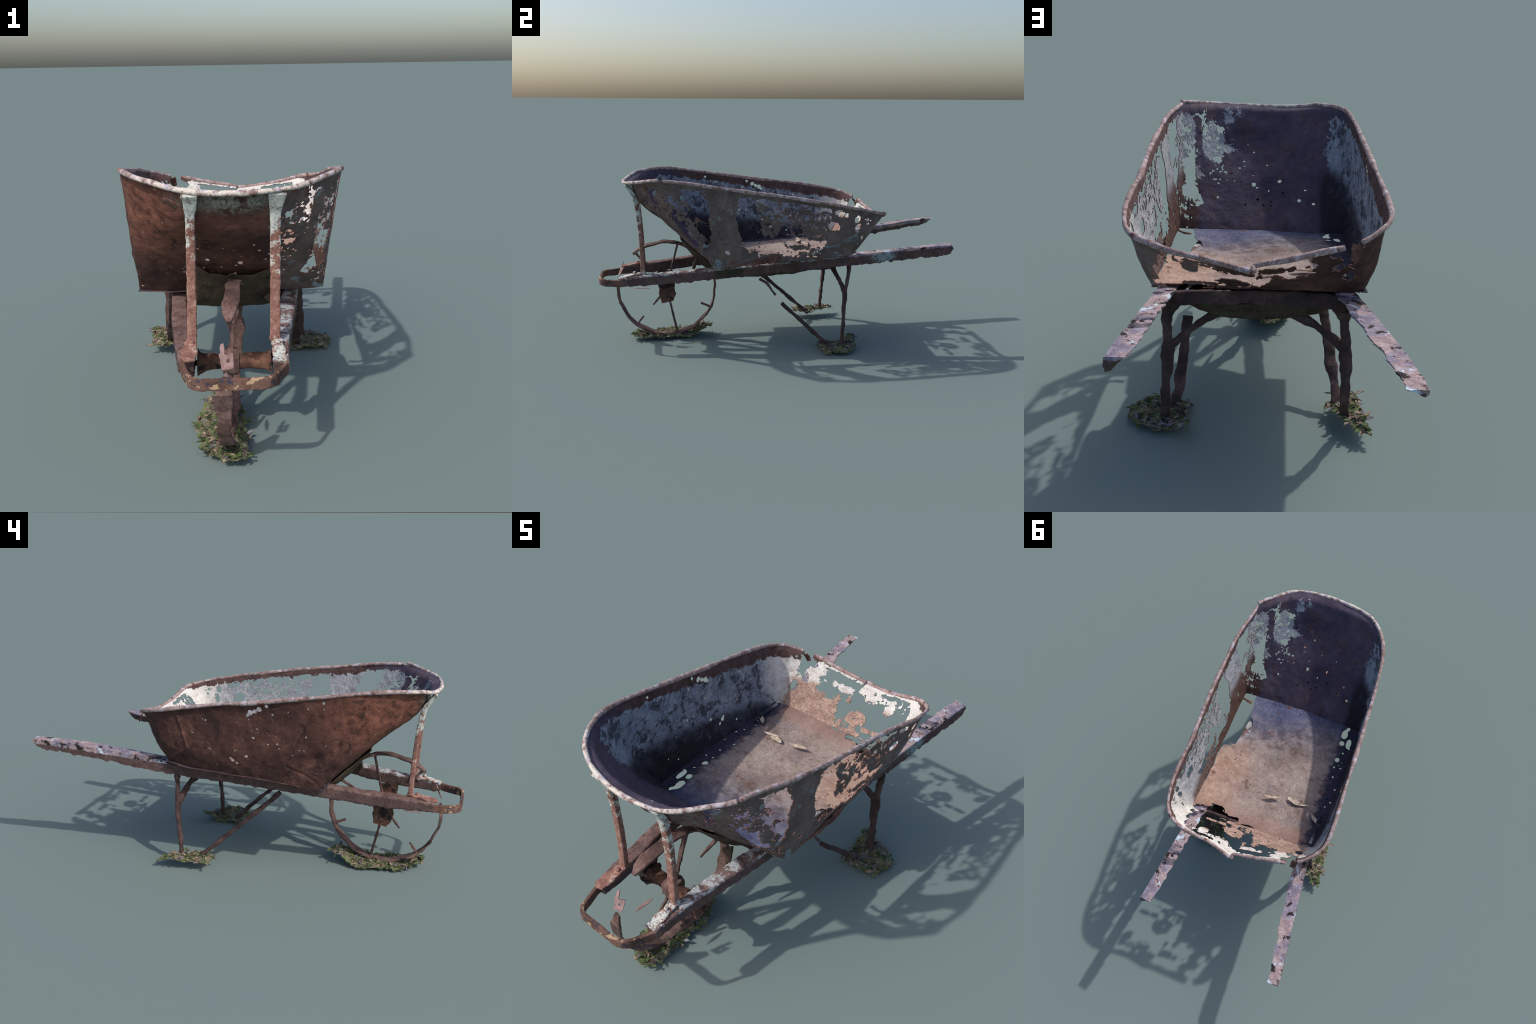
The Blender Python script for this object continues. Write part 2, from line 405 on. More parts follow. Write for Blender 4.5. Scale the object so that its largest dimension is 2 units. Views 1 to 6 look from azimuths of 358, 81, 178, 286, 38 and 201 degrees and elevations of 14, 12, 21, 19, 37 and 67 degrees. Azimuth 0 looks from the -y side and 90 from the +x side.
def sweep(pts, side, round_=0.25, rough=0.0015, scale=70, seed=0, step=0.007, ring=16, ragged=0.0, profile=None, edge=0.0):
    """Bar swept along rows (x, y, z, width, height); returns verts, faces.
    width runs along `side`, height across it; corners rounded; surface pitted with noise."""
    c = spline(pts, step)
    P, W, H = c[:, :3], c[:, 3], c[:, 4]
    T = np.gradient(P, axis=0)
    T /= np.linalg.norm(T, axis=1)[:, None]
    S = np.asarray(side, float) if callable(side) is False else None
    S = np.tile(S, (len(P), 1)) if S.ndim == 1 else S
    S = S - (S * T).sum(1)[:, None] * T
    S /= np.linalg.norm(S, axis=1)[:, None]
    U = np.cross(S, T)
    a = (np.arange(ring) + 0.5) / ring * 2 * math.pi
    e = 2.0 / (2.0 + 6.0 * (1 - round_))
    ca, sa = np.sign(np.cos(a)) * np.abs(np.cos(a)) ** e, np.sign(np.sin(a)) * np.abs(np.sin(a)) ** e
    if profile is not None:
        ca, sa = np.array(profile, float).T
        area = np.sum(ca * np.roll(sa, -1) - sa * np.roll(ca, -1))
        if area < 0:
            ca, sa = ca[::-1], sa[::-1]
        ring = len(ca)
    off = ca[None, :, None] * S[:, None] * (W / 2)[:, None, None] + sa[None, :, None] * U[:, None] * (H / 2)[:, None, None]
    V = P[:, None] + off
    nrm = off / np.maximum(np.linalg.norm(off, axis=2, keepdims=True), 1e-6)
    if rough:
        V = V + nrm * (rough * 1.6 * fbm(V, scale, 3, seed))[..., None]
    if ragged:
        V = V - U[:, None] * (np.maximum(0, -sa)[None, :] * (ragged * (fbm(V, 45, 3, seed + 3) + 0.2)))[..., None]
    if edge:
        side_of = -np.sign(ca[np.argmin(sa)]) if profile is not None else 1
        w = np.clip(ca * side_of, 0, 1) ** 6
        cut = fbm(np.repeat(P[:, None], ring, 1), 30, 4, seed + 9, .65) - .1
        V = V - S[:, None] * (side_of * edge * w[None] * cut)[..., None]
    n = len(P)
    V = V.reshape(-1, 3)
    F = []
    for i in range(n - 1):
        for j in range(ring):
            k = (j + 1) % ring
            F.append((i * ring + j, (i + 1) * ring + j, (i + 1) * ring + k, i * ring + k))
    if profile is not None:
        return V, F + [tuple(range(ring)), tuple(range((n - 1) * ring, n * ring))[::-1]]
    b = len(V)
    V = np.vstack([V, P[0] - T[0] * 0.002, P[-1] + T[-1] * 0.002])
    for j in range(ring):
        k = (j + 1) % ring
        F.append((b, j, k))
        F.append((b + 1, (n - 1) * ring + k, (n - 1) * ring + j))
    return V, F


def bar(name, pts, side, mat, parent, angle=50, **kw):
    V, F = sweep(pts, side, **kw)
    return mesh_object(name, V, F, [mat], parent, angle=angle)


def bars(name, parts, mat, parent, angle=50):
    VV, FF, n = [], [], 0
    for pts, side, kw in parts:
        V, F = sweep(pts, side, **kw)
        VV.append(V)
        FF += [tuple(i + n for i in f) for f in F]
        n += len(V)
    return mesh_object(name, np.vstack(VV), FF, [mat], parent, angle=angle)


def clipped_sheet(name, P, F, thick, mats, parent, wrap=False, front=None, back=None):
    """Keep the part of grid P (nu, nv, 3) where field F > 0 (marching squares) and give it
    thickness: material 0 on the +normal side, 1 on the other, 2 on torn edges."""
    nu, nv = F.shape
    du = np.roll(P, -1, 0) - np.roll(P, 1, 0) if wrap else np.gradient(P, axis=0)
    dv = np.gradient(P, axis=1)
    Nn = np.cross(du, dv)
    Nn /= np.maximum(np.linalg.norm(Nn, axis=2, keepdims=True), 1e-9)
    verts, norms, index, faces = [], [], {}, []
    half = [np.full(F.shape, thick / 2) if e is None else thick / 2 + e for e in (front, back)]
    ext = []

    def corner(i, j):
        k = (i, j)
        if k not in index:
            index[k] = len(verts)
            verts.append(P[i, j])
            norms.append(Nn[i, j])
            ext.append((half[0][i, j], half[1][i, j]))
        return index[k]

    def cut(a, b):
        if a > b:
            a, b = b, a
        k = (a, b)
        if k not in index:
            fa, fb = F[a], F[b]
            t = min(0.94, max(0.06, fa / (fa - fb)))
            index[k] = len(verts)
            verts.append(P[a] * (1 - t) + P[b] * t)
            norms.append(Nn[a] * (1 - t) + Nn[b] * t)
            ext.append(tuple(h[a] * (1 - t) + h[b] * t for h in half))
        return index[k]

    pos = F > 0
    for i in range(nu if wrap else nu - 1):
        i2 = (i + 1) % nu
        for j in range(nv - 1):
            q = ((i, j), (i2, j), (i2, j + 1), (i, j + 1))
            s = [pos[c] for c in q]
            if not any(s):
                continue
            poly = []
            for k in range(4):
                a, b = q[k], q[(k + 1) % 4]
                if s[k]:
                    poly.append(corner(*a))
                if s[k] != s[(k + 1) % 4]:
                    poly.append(cut(a, b))
            faces.append(tuple(poly))
    V, Nv = np.array(verts), np.array(norms)
    Nv /= np.linalg.norm(Nv, axis=1)[:, None]
    n = len(V)
    count = {}
    for f in faces:
        for a, b in zip(f, f[1:] + f[:1]):
            count[(a, b)] = count.get((a, b), 0) + 1
    sides = [(a, b) for (a, b) in count if (b, a) not in count]
    allf = [f for f in faces] + [tuple(i + n for i in reversed(f)) for f in faces] + [(b, a, a + n, b + n) for a, b in sides]
    mi = [0] * len(faces) + [1] * len(faces) + [2] * len(sides)
    ext = np.array(ext)
    VV = np.vstack([V + Nv * ext[:, :1], V - Nv * ext[:, 1:]])
    return mesh_object(name, VV, allf, mats, parent, face_mat=mi, angle=50)


def blobs(F, A, Bc, rows):
    """Soft overlay of elliptical patches (a, b, radius_a, radius_b, value) on a field."""
    for a, b, ra, rb, val in rows:
        r = np.sqrt(((A - a) / ra) ** 2 + ((Bc - b) / rb) ** 2)
        w = np.clip((1.35 - r) / 0.7, 0, 1)
        F = F * (1 - w) + val * w
    return F


def pinholes(F, P, rows):
    for c, r in rows:
        d = np.linalg.norm(P - np.asarray(c), axis=2)
        F = np.minimum(F, d / r - 1)
    return F


# ------------------------------------------------------------------ the barrow
barrow = bpy.data.objects.new("wheelbarrow", None)
bpy.context.scene.collection.objects.link(barrow)
barrow["label"] = "rusted-through old steel wheelbarrow with torn tray on turf clods"
barrow["category"] = "wheelbarrow"

# rim line, counter-clockwise from the notch in the rear edge (x, y, z)
RIM = np.array([
    (-.002, .533, .672), (.112, .500, .688), (.216, .492, .708), (.286, .476, .727), (.331, .446, .736), (.358, .406, .746),
    (.372, .339, .762), (.377, .265, .774), (.372, .180, .792), (.364, .092, .805), (.363, -.004, .822), (.362, -.112, .839),
    (.358, -.228, .854), (.351, -.337, .870), (.344, -.446, .886), (.330, -.528, .898), (.309, -.616, .907), (.295, -.684, .909),
    (.241, -.753, .902), (.183, -.814, .892), (.133, -.843, .886), (.059, -.858, .881), (-.040, -.861, .878), (-.163, -.841, .884),
    (-.251, -.802, .902), (-.312, -.741, .911), (-.357, -.658, .916), (-.380, -.562, .909), (-.391, -.456, .894), (-.396, -.340, .877),
    (-.400, -.244, .864), (-.405, -.131, .847), (-.407, -.027, .835), (-.409, .076, .824), (-.413, .193, .807), (-.415, .290, .791),
    (-.404, .364, .776), (-.370, .419, .764), (-.322, .459, .746), (-.268, .482, .732), (-.190, .492, .717), (-.103, .504, .698), (-.012, .515, .683)])
# matching line round the bottom of the walls (x, y)
FOOT = np.array([
    (-.02, .325), (.09, .325), (.19, .325), (.255, .324), (.288, .318), (.297, .300), (.299, .265), (.299, .20), (.298, .13), (.297, .06),
    (.296, -.02), (.295, -.11), (.294, -.19), (.293, -.27), (.292, -.34), (.291, -.385), (.288, -.405), (.274, -.411), (.220, -.411),
    (.15, -.411), (.09, -.411), (.02, -.411), (-.06, -.409), (-.16, -.405), (-.25, -.400), (-.325, -.395), (-.358, -.388), (-.363, -.36),
    (-.362, -.31), (-.360, -.24), (-.358, -.17), (-.356, -.09), (-.354, -.01), (-.352, .07), (-.350, .15), (-.347, .22), (-.343, .28),
    (-.335, .310), (-.315, .322), (-.275, .324), (-.20, .325), (-.12, .325), (-.04, .325)])
NR = len(RIM)


def floor_z(y):
    return 0.488 + 0.075 * y


def at_index(table, t):
    """Smooth periodic lookup of a closed control line at fractional index t."""
    t = np.asarray(t) % NR
    i = np.floor(t).astype(int)
    f = (t - i)[..., None]
    a, b, c, d = (table[(i + k) % NR] for k in (-1, 0, 1, 2))
    return 0.5 * (2 * b + (c - a) * f + (2 * a - 5 * b + 4 * c - d) * f**2 + (3 * b - a - 3 * c + d) * f**3)


# even spacing round the rim
fine_t = np.linspace(0, NR, NR * 40, endpoint=False)
fine_p = at_index(RIM, fine_t)
arc = np.concatenate([[0], np.cumsum(np.linalg.norm(np.diff(np.vstack([fine_p, fine_p[:1]]), axis=0), axis=1))])
NU, NV = 720, 128
tt = np.interp(np.linspace(0, arc[-1], NU, endpoint=False), arc, np.append(fine_t, NR))
vv = np.linspace(0, 1, NV)
rim_p = at_index(RIM, tt)
foot_xy = at_index(FOOT, tt)
foot_p = np.column_stack([foot_xy, floor_z(foot_xy[:, 1])])
rearness = smooth(.30, .325, foot_xy[:, 1])
foot_p[:, 2] += .012 * rearness
out_dir = rim_p[:, :2] - foot_xy
out_dir /= np.linalg.norm(out_dir, axis=1)[:, None]
out_dir = np.column_stack([out_dir, np.zeros(NU)])
top_p = rim_p - out_dir * 0.011 - np.array([0, 0, 0.008])
T2, V2 = np.meshgrid(tt, vv, indexing="ij")
WALL = top_p[:, None] * (1 - V2[..., None]) + foot_p[:, None] * V2[..., None]
front = smooth(17, 20, T2) * (1 - smooth(23, 26, T2))
left = smooth(25, 26.5, T2) * (1 - smooth(37.5, 39, T2))
bulge = (0.007 + 0.014 * left) * np.sin(np.pi * V2 ** (1 + .5 * left)) * (1 - front)
flare = 0.010 * np.exp(-V2 / 0.035)
WALL = WALL + out_dir[:, None] * (bulge + flare)[..., None]
# normals for relief
# the front sheet drops steeply behind the rim and sags outward low down
belly = np.clip(1 - np.abs((T2 - 21.6) / 4.9) ** 4, 0, 1) * (.55 * smooth(.10, .32, V2) * (1 - .65 * smooth(.72, 1, V2)) - .55 * np.exp(-((V2 - .05) / .05) ** 2))
BELLY = np.array([0, -.019, -.022])
WALL = WALL + belly[..., None] * BELLY
du = np.roll(WALL, -1, 0) - np.roll(WALL, 1, 0)
dv = np.gradient(WALL, axis=1)
WN = np.cross(du, dv)
WN /= np.linalg.norm(WN, axis=2, keepdims=True)
if (WN[:, NV // 2] * out_dir).sum(1).mean() < 0:
    WN = -WN
relief = 0.0045 * fbm(WALL, 8, 3, 1) + 0.0020 * fbm(WALL, 38, 3, 2)
left = smooth(24, 25.5, T2) * (1 - smooth(38, 39, T2))


def dent(t0, v0, rt, rv, depth):
    return -depth * np.exp(-(((T2 - t0) / rt) ** 2 + ((V2 - v0) / rv) ** 2))


def seam(pts, height, width):
    """Raised or sunk fold line through (index, v) points."""
    best = np.full(T2.shape, 9.0)
    for (t0, v0), (t1, v1) in zip(pts[:-1], pts[1:]):
        ax, ay = (t1 - t0) * 0.1, (v1 - v0) * 0.45
        px, py = (T2 - t0) * 0.1, (V2 - v0) * 0.45
        k = np.clip((px * ax + py * ay) / (ax * ax + ay * ay), 0, 1)
        best = np.minimum(best, np.hypot(px - k * ax, py - k * ay))
    return height * np.exp(-(best / width) ** 2)


relief += left * (dent(28.05, .68, .35, .07, .014) + dent(27.0, .54, .22, .05, .014) + .004 * fbm(WALL, 17, 2, 9) * smooth(.3, .6, V2) * (1 - smooth(29, 31, T2)) + dent(26.5, .80, .3, .06, .008)
                  + dent(28.8, .60, .4, .05, -.006) + dent(27.4, .70, .3, .05, -.007) + dent(27.6, .84, .3, .05, -.005) + dent(27.3, .62, .15, .04, .006))
relief += seam([(34.69, .11), (34.41, .64), (36.58, .94)], .006, .0045) + seam([(28.58, .12), (29.1, .45), (29.55, .78), (26.4, .98)], -.004, .006)
WALL = WALL + WN * relief[..., None]

# --- where the walls have rusted away: patches in (index round the rim, depth 0 rim .. 1 foot)
keep = np.ones((NU, NV))
right_side = [
    (10.0, .30, 2.9, .25, -.06), (9.8, .105, 2.6, .05, -.45), (12.35, .40, .55, .34, -.9), (12.2, .55, .55, .20, -.9),
    (10.0, .74, 2.35, .21, -.62), (11.3, .50, .40, .06, .30), (8.9, .58, .5, .07, .30), (10.5, .50, .25, .06, -.5), (9.8, .50, .25, .05, -.5),
    (8.2, .30, .8, .14, .18), (10.6, .33, .6, .10, .18), (9.4, .30, .5, .10, .12),
    (15.2, .28, 1.05, .28, -.95), (15.5, .52, .8, .16, -.30), (15.2, .60, .5, .12, -.6), (17.2, .33, .9, .27, -.14), (16.5, .48, .5, .14, .08), (16.0, .16, .22, .10, .15), (15.7, .27, .2, .05, .2),
    (18.65, .15, .55, .17, -.42), (17.85, .16, .34, .18, .38), (17.55, .55, .42, .14, -.9), (17.4, .71, .75, .08, -.9), (18.0, .77, .45, .06, -.4),
    (16.6, .88, 1.2, .14, .05), (16.0, .72, .8, .12, -.02), (15.7, .61, .28, .06, .35), (19.3, .35, .8, .32, .08), (18.1, .52, .22, .12, .35), (19.1, .72, .6, .12, .30),
    (13.45, .20, .48, .34, .7), (13.7, .58, .72, .30, .8), (14.1, .85, 1.3, .18, .7), (13.8, .81, .16, .03, -1.0),
    (11.1, .93, .95, .06, .5), (9.7, .76, .45, .05, .2), (8.45, .82, .28, .04, .2), (9.3, .89, .25, .04, .2), (8.55, .94, .5, .035, .15),
    (6.3, .55, 1.1, .60, .85), (7.55, .39, .35, .07, -1.0), (6.15, .19, .22, .09, -.9), (5.9, .36, .22, .10, -.9), (7.2, .14, .5, .06, -.5), (5.4, .22, .3, .15, .0), (4.9, .5, .3, .3, .2)]
rear_side = [
    (41.0, .25, 3.0, .30, -.95), (1.2, .40, 1.7, .55, -.95), (42.35, .62, .72, .34, -1.0), (2.2, .75, 1.3, .30, -.9), (38.6, .62, .45, .12, -.9),
    (40.2, .93, 1.7, .14, .70), (40.7, .77, .8, .08, .12), (41.15, .78, .35, .09, .25), (41.35, .47, .2, .06, .3), (42.2, .44, .22, .05, .25),
    (.60, .70, .42, .15, .6), (.45, .92, .5, .07, .25), (1.5, .82, .9, .05, .22), (2.6, .55, .3, .1, -.6),
    (37.9, .33, .5, .30, .55), (39.75, .27, .62, .22, .42), (39.4, .12, .22, .06, -.5), (39.1, .38, .2, .06, -.4), (40.9, .26, .18, .06, .35), (41.6, .26, .50, .09, .4), (41.9, .40, .12, .09, .1),
    (.1, .12, .3, .10, .35), (.70, .16, .35, .18, .45), (1.25, .18, .25, .07, .2), (1.65, .28, .25, .17, .35), (2.05, .22, .1, .12, .1), (3.1, .18, .45, .20, .45), (2.6, .30, .3, .12, -.6),
    (3.7, .55, .45, .40, .8), (3.0, .60, .35, .25, -.5), (3.6, .86, .35, .08, -.8), (38.75, .10, .38, .16, -1.3), (37.2, .45, .8, .6, 1.0)]
keep = blobs(keep, T2, V2, right_side)
Tw = np.where(T2 < 20, T2 + NR, T2)
keep = blobs(keep, Tw, V2, [(a + NR if a < 20 else a, b, c, d, e) for a, b, c, d, e in rear_side])
ragged = 1.05 * fbm(WALL, 30, 4, 5, 0.78) + 0.45 * fbm(WALL, 105, 2, 6)
calm = np.where((keep > 0.95), 0.25, 1.0)
# a strip under the rolled rim survives everywhere except at the broken corner
strip = np.clip((0.07 - V2) / 0.05, 0, 1) * (1.4 + 0.6 * fbm(WALL, 20, 2, 8))
gap = (np.abs(Tw - 38.65) < 0.45)
keep = keep + np.where(gap, 0, strip) * 0.9
veins = .085 - np.abs(fbm(WALL, 30, 3, 37, .6)) + np.minimum(0, .35 * (keep + .25))
field = np.maximum(keep + ragged * calm * 1.25, np.where(keep < .5, veins * 4, -9))
hole_at = lambda t, v: WALL[np.argmin(np.abs(tt - t)), int(round(v * (NV - 1)))]
pins = [(hole_at(t, v), r) for t, v, r in (
    (21.46, .63, .010), (21.6, .65, .006), (22.53, .60, .009), (23.3, .75, .008), (24.0, .77, .007), (21.26, .31, .005), (21.5, .37, .005), (22.64, .69, .006),
    (31.39, .12, .012), (31.2, .10, .010), (31.0, .08, .011), (30.68, .05, .008), (31.5, .15, .008), (37.96, .11, .006), (32.19, .77, .009), (32.3, .74, .006),
    (32.0, .80, .007), (31.53, .69, .007), (31.11, .88, .004), (28.32, .06, .006), (28.87, .11, .005))]
pins += [(hole_at(RNG.uniform(19.2, 24), RNG.uniform(.45, .8)), RNG.uniform(.003, .007)) for _ in range(22)]
pins += [(hole_at(RNG.uniform(28, 34), RNG.uniform(.08, .92)), RNG.uniform(.003, .005)) for _ in range(16)]
field = pinholes(field, WALL + 0.003 * np.stack([fbm(WALL, 90, 2, k) for k in (11, 12, 13)], -1), pins)
# crusted soil and rust scale packed on the outside of the nose, under the rim
crust = smooth(19.2, 20.6, T2) * (1 - smooth(23.2, 24.6, T2)) * smooth(.03, .10, V2) * (1 - smooth(.22, .46, V2)) * (.016 + .009 * fbm(WALL, 16, 3, 33)) * (field > .3)
if (np.cross(du, dv)[:, NV // 2] * out_dir).sum(1).mean() > 0:
    tray = clipped_sheet("tray", WALL, field, 0.0032, ["outer", "inner", "edge"], barrow, wrap=True, front=crust)
else:
    tray = clipped_sheet("tray", WALL, field, 0.0032, ["inner", "outer", "edge"], barrow, wrap=True, back=crust)

# --- floor sheet
xs, ys = np.linspace(-.362, .300, 150), np.linspace(-.412, .326, 165)
FX, FY = np.meshgrid(xs, ys, indexing="ij")
FLOOR = np.stack([FX, FY, floor_z(FY) + 0.001], -1)
span = np.clip(1 - np.abs((FX + .035) / .32) ** 4, 0, 1)
toe = 1 - smooth(-.411, -.28, FY)
sag = .019 * np.exp(-((FX - .04) / .21) ** 4 - ((FY + .03) / .26) ** 4)
FLOOR[..., 2] -= np.maximum(sag * (1 - toe), .0042 * span * toe) + .006 * span * toe * (1 - toe)
FLOOR[..., 2] -= .012 * np.exp(-((FX - .10) / .10) ** 2 - ((FY + .25) / .10) ** 2)
FLOOR[..., 1] -= .0037 * span * toe
FLOOR[..., 2] += .012 * smooth(.19, .326, FY) ** 2
FLOOR[..., 2] += 0.003 * fbm(FLOOR, 7, 3, 15) + 0.0024 * fbm(FLOOR, 48, 3, 16)
keep = np.ones(FX.shape)
keep = blobs(keep, FX, FY, [
    (.30, -.37, .075, .09, -1.2), (.29, -.29, .065, .09, -1.2), (.262, -.215, .07, .08, -1.2), (.29, -.145, .07, .07, -1.2), (.315, -.07, .03, .06, -.6), (.30, .06, .012, .10, -.5),
    (.20, .312, .09, .030, -.7), (.10, .308, .05, .020, -.5), (.0, .326, .045, .014, -.6), (.19, .275, .06, .020, -.15), (.11, .285, .03, .014, .3), (-.305, .318, .03, .014, -.9),
    (-.295, -.35, .016, .030, -1), (-.330, -.30, .013, .028, -1), (-.297, -.292, .013, .016, -1), (-.303, -.19, .012, .014, -1), (-.305, -.385, .01, .012, -1)])
field = keep + 0.8 * fbm(FLOOR, 30, 4, 17, 0.7) * np.where(keep > .95, .2, 1)
fl_pins = [((RNG.uniform(-.345, -.27), RNG.uniform(-.4, .2), 0), RNG.uniform(.003, .006)) for _ in range(16)]
flat = FLOOR.copy()
flat[..., 2] = 0
field = pinholes(field, flat, fl_pins)
floor = clipped_sheet("floor", FLOOR, field, 0.0034, ["floor", "moss", "edge"], tray)

# --- rolled rim, broken at the right nose, at the rear left corner and at the rear notch
def rim_run(t0, t1, nudge=None):
    t = np.arange(t0, t1, 0.5)
    t = np.append(t, t1)
    p = at_index(RIM, t)
    r = 0.0170 + 0.005 * fbm(p, 9, 2, 21)
    if nudge is not None:
        p = p + np.asarray(nudge) * np.clip(1 - (t - t0) / 1.2, 0, 1)[:, None]
    return np.column_stack([p - [0, 0, .004], r, r])


kw = dict(round_=1.0, rough=0.0013, scale=15, step=0.006, ring=12)
bars("rim", [(rim_run(0.06, 16.75), (0, 0, 1), dict(kw, seed=22)), (rim_run(16.95, 38.22, (.006, -.004, .006)), (0, 0, 1), dict(kw, seed=23)),
             (rim_run(39.12, 42.94), (0, 0, 1), dict(kw, seed=24))], "rim", tray, angle=70)

# torn strip of the right wall, curled over the missing floor edge
bar("torn_strip", [(.292, -.345, .500, .022, .006), (.298, -.30, .479, .015, .006), (.300, -.264, .475, .012, .006), (.306, -.19, .488, .018, .007), (.311, -.125, .500, .040, .006), (.311, -.080, .509, .010, .004)], (0, .3, 1), "edge", tray, round_=.4, rough=.007, scale=45, seed=170)

bar("torn_strip", [(.290, -.372, .462, .016, .006), (.270, -.372, .453, .009, .005), (.238, -.364, .451, .014, .004)], (0, 1, .2), "edge", tray, round_=.4, rough=.003, scale=50, seed=176)

# torn tongue of sheet curling out of the broken rear corner
tu, tv = np.meshgrid(np.linspace(0, 1, 26), np.linspace(-1, 1, 22), indexing="ij")
tongue = np.stack([-.296 + .013 * tv + .006 * tu, .462 + .014 * tu + .010 * np.sin(2.2 * tu), .728 - .046 * tu + .004 * tv], -1)
tongue += .003 * np.stack([fbm(tongue, 60, 2, k) for k in (171, 172, 173)], -1)
clipped_sheet("torn_tongue", tongue, 1.0 - np.abs(tv) ** 2 - .25 * tu + .5 * fbm(tongue, 50, 3, 174) - .8 * (tu > .93), .003, ["edge", "edge", "edge"], tray)

# --- folded flange and dry leaves lying on the floor
bar("flange", [(-.318, .14, .514, .012, .010), (-.322, .22, .521, .016, .012), (-.322, .30, .524, .014, .010)], (1, 0, 0), "inner", tray, rough=.002, seed=30)


def leaf(name, c, length, width, yaw, curl, parent):
    n, mw = 14, 5
    V, F = [], []
    ca, sa = math.cos(yaw), math.sin(yaw)
    for layer in (0.0007, -0.0007):
        for i in range(n):
            u = i / (n - 1) * 2 - 1
            for j in range(mw):
                w = (j / (mw - 1) * 2 - 1) * width / 2 * max(0.04, (1 - u * u)) ** 0.8
                a, b = u * length / 2, w + 0.12 * width * math.sin(3 * u)
                z = curl * (abs(w) / (width / 2)) ** 2 * width + curl * 0.3 * length * u * u + layer
                x, y = c[0] + ca * a - sa * b, c[1] + sa * a + ca * b
                V.append((x, y, floor_z(y) + c[2] + z))
    for i in range(n - 1):
        for j in range(mw - 1):
            q = (i * mw + j, (i + 1) * mw + j, (i + 1) * mw + j + 1, i * mw + j + 1)
            F.append(q)
            F.append(tuple(k + n * mw for k in reversed(q)))
    edge = [(i * mw, (i + 1) * mw) for i in range(n - 1)] + [((i + 1) * mw + mw - 1, i * mw + mw - 1) for i in range(n - 1)]
    edge += [(j + 1, j) for j in range(mw - 1)] + [((n - 1) * mw + j, (n - 1) * mw + j + 1) for j in range(mw - 1)]
    for a, b in edge:
        F.append((b, a, a + n * mw, b + n * mw))
    return mesh_object(name, V, F, ["leaf"], parent, angle=40)


leaf("leaf", (-.061, .124, .006), .085, .020, .15, .35, tray)
leaf("leaf", (-.170, .108, .005), .075, .026, -.25, .25, tray)
leaf("leaf", (-.205, .118, .006), .085, .014, .1, .4, tray)
leaf("leaf", (-.305, .175, .010), .075, .020, -.75, .4, tray)

# ------------------------------------------------------------------ frame
def rail_z(y):
    return 0.396 + 0.103 * (y + .77)


def rail_rows(rows):
    """rows of (y, outer_x, inner_x, height[, lift]): centre line, width and height of the rail."""
    return [((o + i) / 2, y, rail_z(y) + (l[0] if l else 0) - h / 2, abs(o - i), h) for y, o, i, h, *l in rows]


def rail(front, handle, outer, seed):
    """Boxed front half, wedge-section handle behind; butted under the rear of the tray."""
    S = (1, 0, 0)
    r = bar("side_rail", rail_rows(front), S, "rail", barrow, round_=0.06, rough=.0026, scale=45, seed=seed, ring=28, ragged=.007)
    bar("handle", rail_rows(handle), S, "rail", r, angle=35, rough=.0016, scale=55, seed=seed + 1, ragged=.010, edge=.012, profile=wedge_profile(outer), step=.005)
    return r


right_rail = rail([(-.892, .133, .084, .044), (-.76, .142, .094, .054), (-.60, .166, .108, .056), (-.42, .195, .138, .056), (0, .247, .193, .056), (.30, .286, .232, .054)],
                  [(.295, .2868, .2305, .055, .001), (.455, .304, .250, .054), (.68, .330, .276, .052), (.80, .344, .290, .048), (.836, .349, .296, .020)], 1, 41)
left_rail = rail([(-.875, -.197, -.150, .044), (-.70, -.220, -.160, .056), (-.55, -.238, -.182, .058), (-.41, -.246, -.194, .058), (0, -.292, -.238, .058), (.30, -.328, -.270, .057)],
                 [(.295, -.3290, -.268, .058, .003), (.50, -.352, -.290, .056, .010), (.64, -.367, -.308, .054, .015), (.80, -.385, -.330, .050, .018), (.93, -.400, -.348, .042, .014), (.996, -.405, -.356, .014, .008)], -1, 46)
bar("front_loop", [(-.189, -.80, .361, .034, .012), (-.183, -.875, .356, .036, .014), (-.166, -.935, .352, .036, .014), (-.147, -.978, .352, .036, .014), (-.118, -.992, .353, .035, .014),
                   (-.03, -.995, .355, .035, .014), (.045, -.996, .355, .035, .014), (.080, -.978, .354, .036, .014), (.104, -.930, .353, .036, .014), (.126, -.880, .357, .036, .014), (.128, -.80, .362, .034, .008)],
    (0, 0, 1), "loop", barrow, round_=0.1, rough=.0016, seed=43, ring=16)

# front stays with splayed feet and a cross strip under the nose of the tray
stay = bar("stay", [(-.147, -.848, .868, .048, .014), (-.147, -.824, .836, .038, .020), (-.149, -.800, .79, .028, .024), (-.152, -.781, .66, .028, .021), (-.155, -.772, .50, .029, .021), (-.158, -.770, .405, .030, .022)],
           (1, 0, 0), "stay", barrow, round_=.2, rough=.0015, seed=44)
stay2 = bar("stay", [(.104, -.846, .870, .052, .014), (.102, -.822, .836, .042, .020), (.101, -.800, .79, .032, .024), (.100, -.782, .66, .031, .022), (.099, -.774, .50, .031, .022), (.098, -.772, .400, .032, .024)],
            (1, 0, 0), "stay", barrow, round_=.2, rough=.0015, seed=45)
bar("foot_plate", [(-.160, -.755, .404, .030, .010), (-.163, -.80, .398, .036, .012), (-.166, -.85, .391, .046, .010), (-.160, -.892, .386, .030, .008)], (1, 0, 0), "stay", stay, round_=.3, rough=.006, scale=40, seed=46)
bar("foot_plate", [(.098, -.755, .402, .032, .012), (.102, -.80, .397, .034, .016), (.108, -.85, .388, .040, .014), (.110, -.895, .380, .026, .008)], (1, 0, 0), "stay", stay2, round_=.3, rough=.007, scale=40, seed=47)
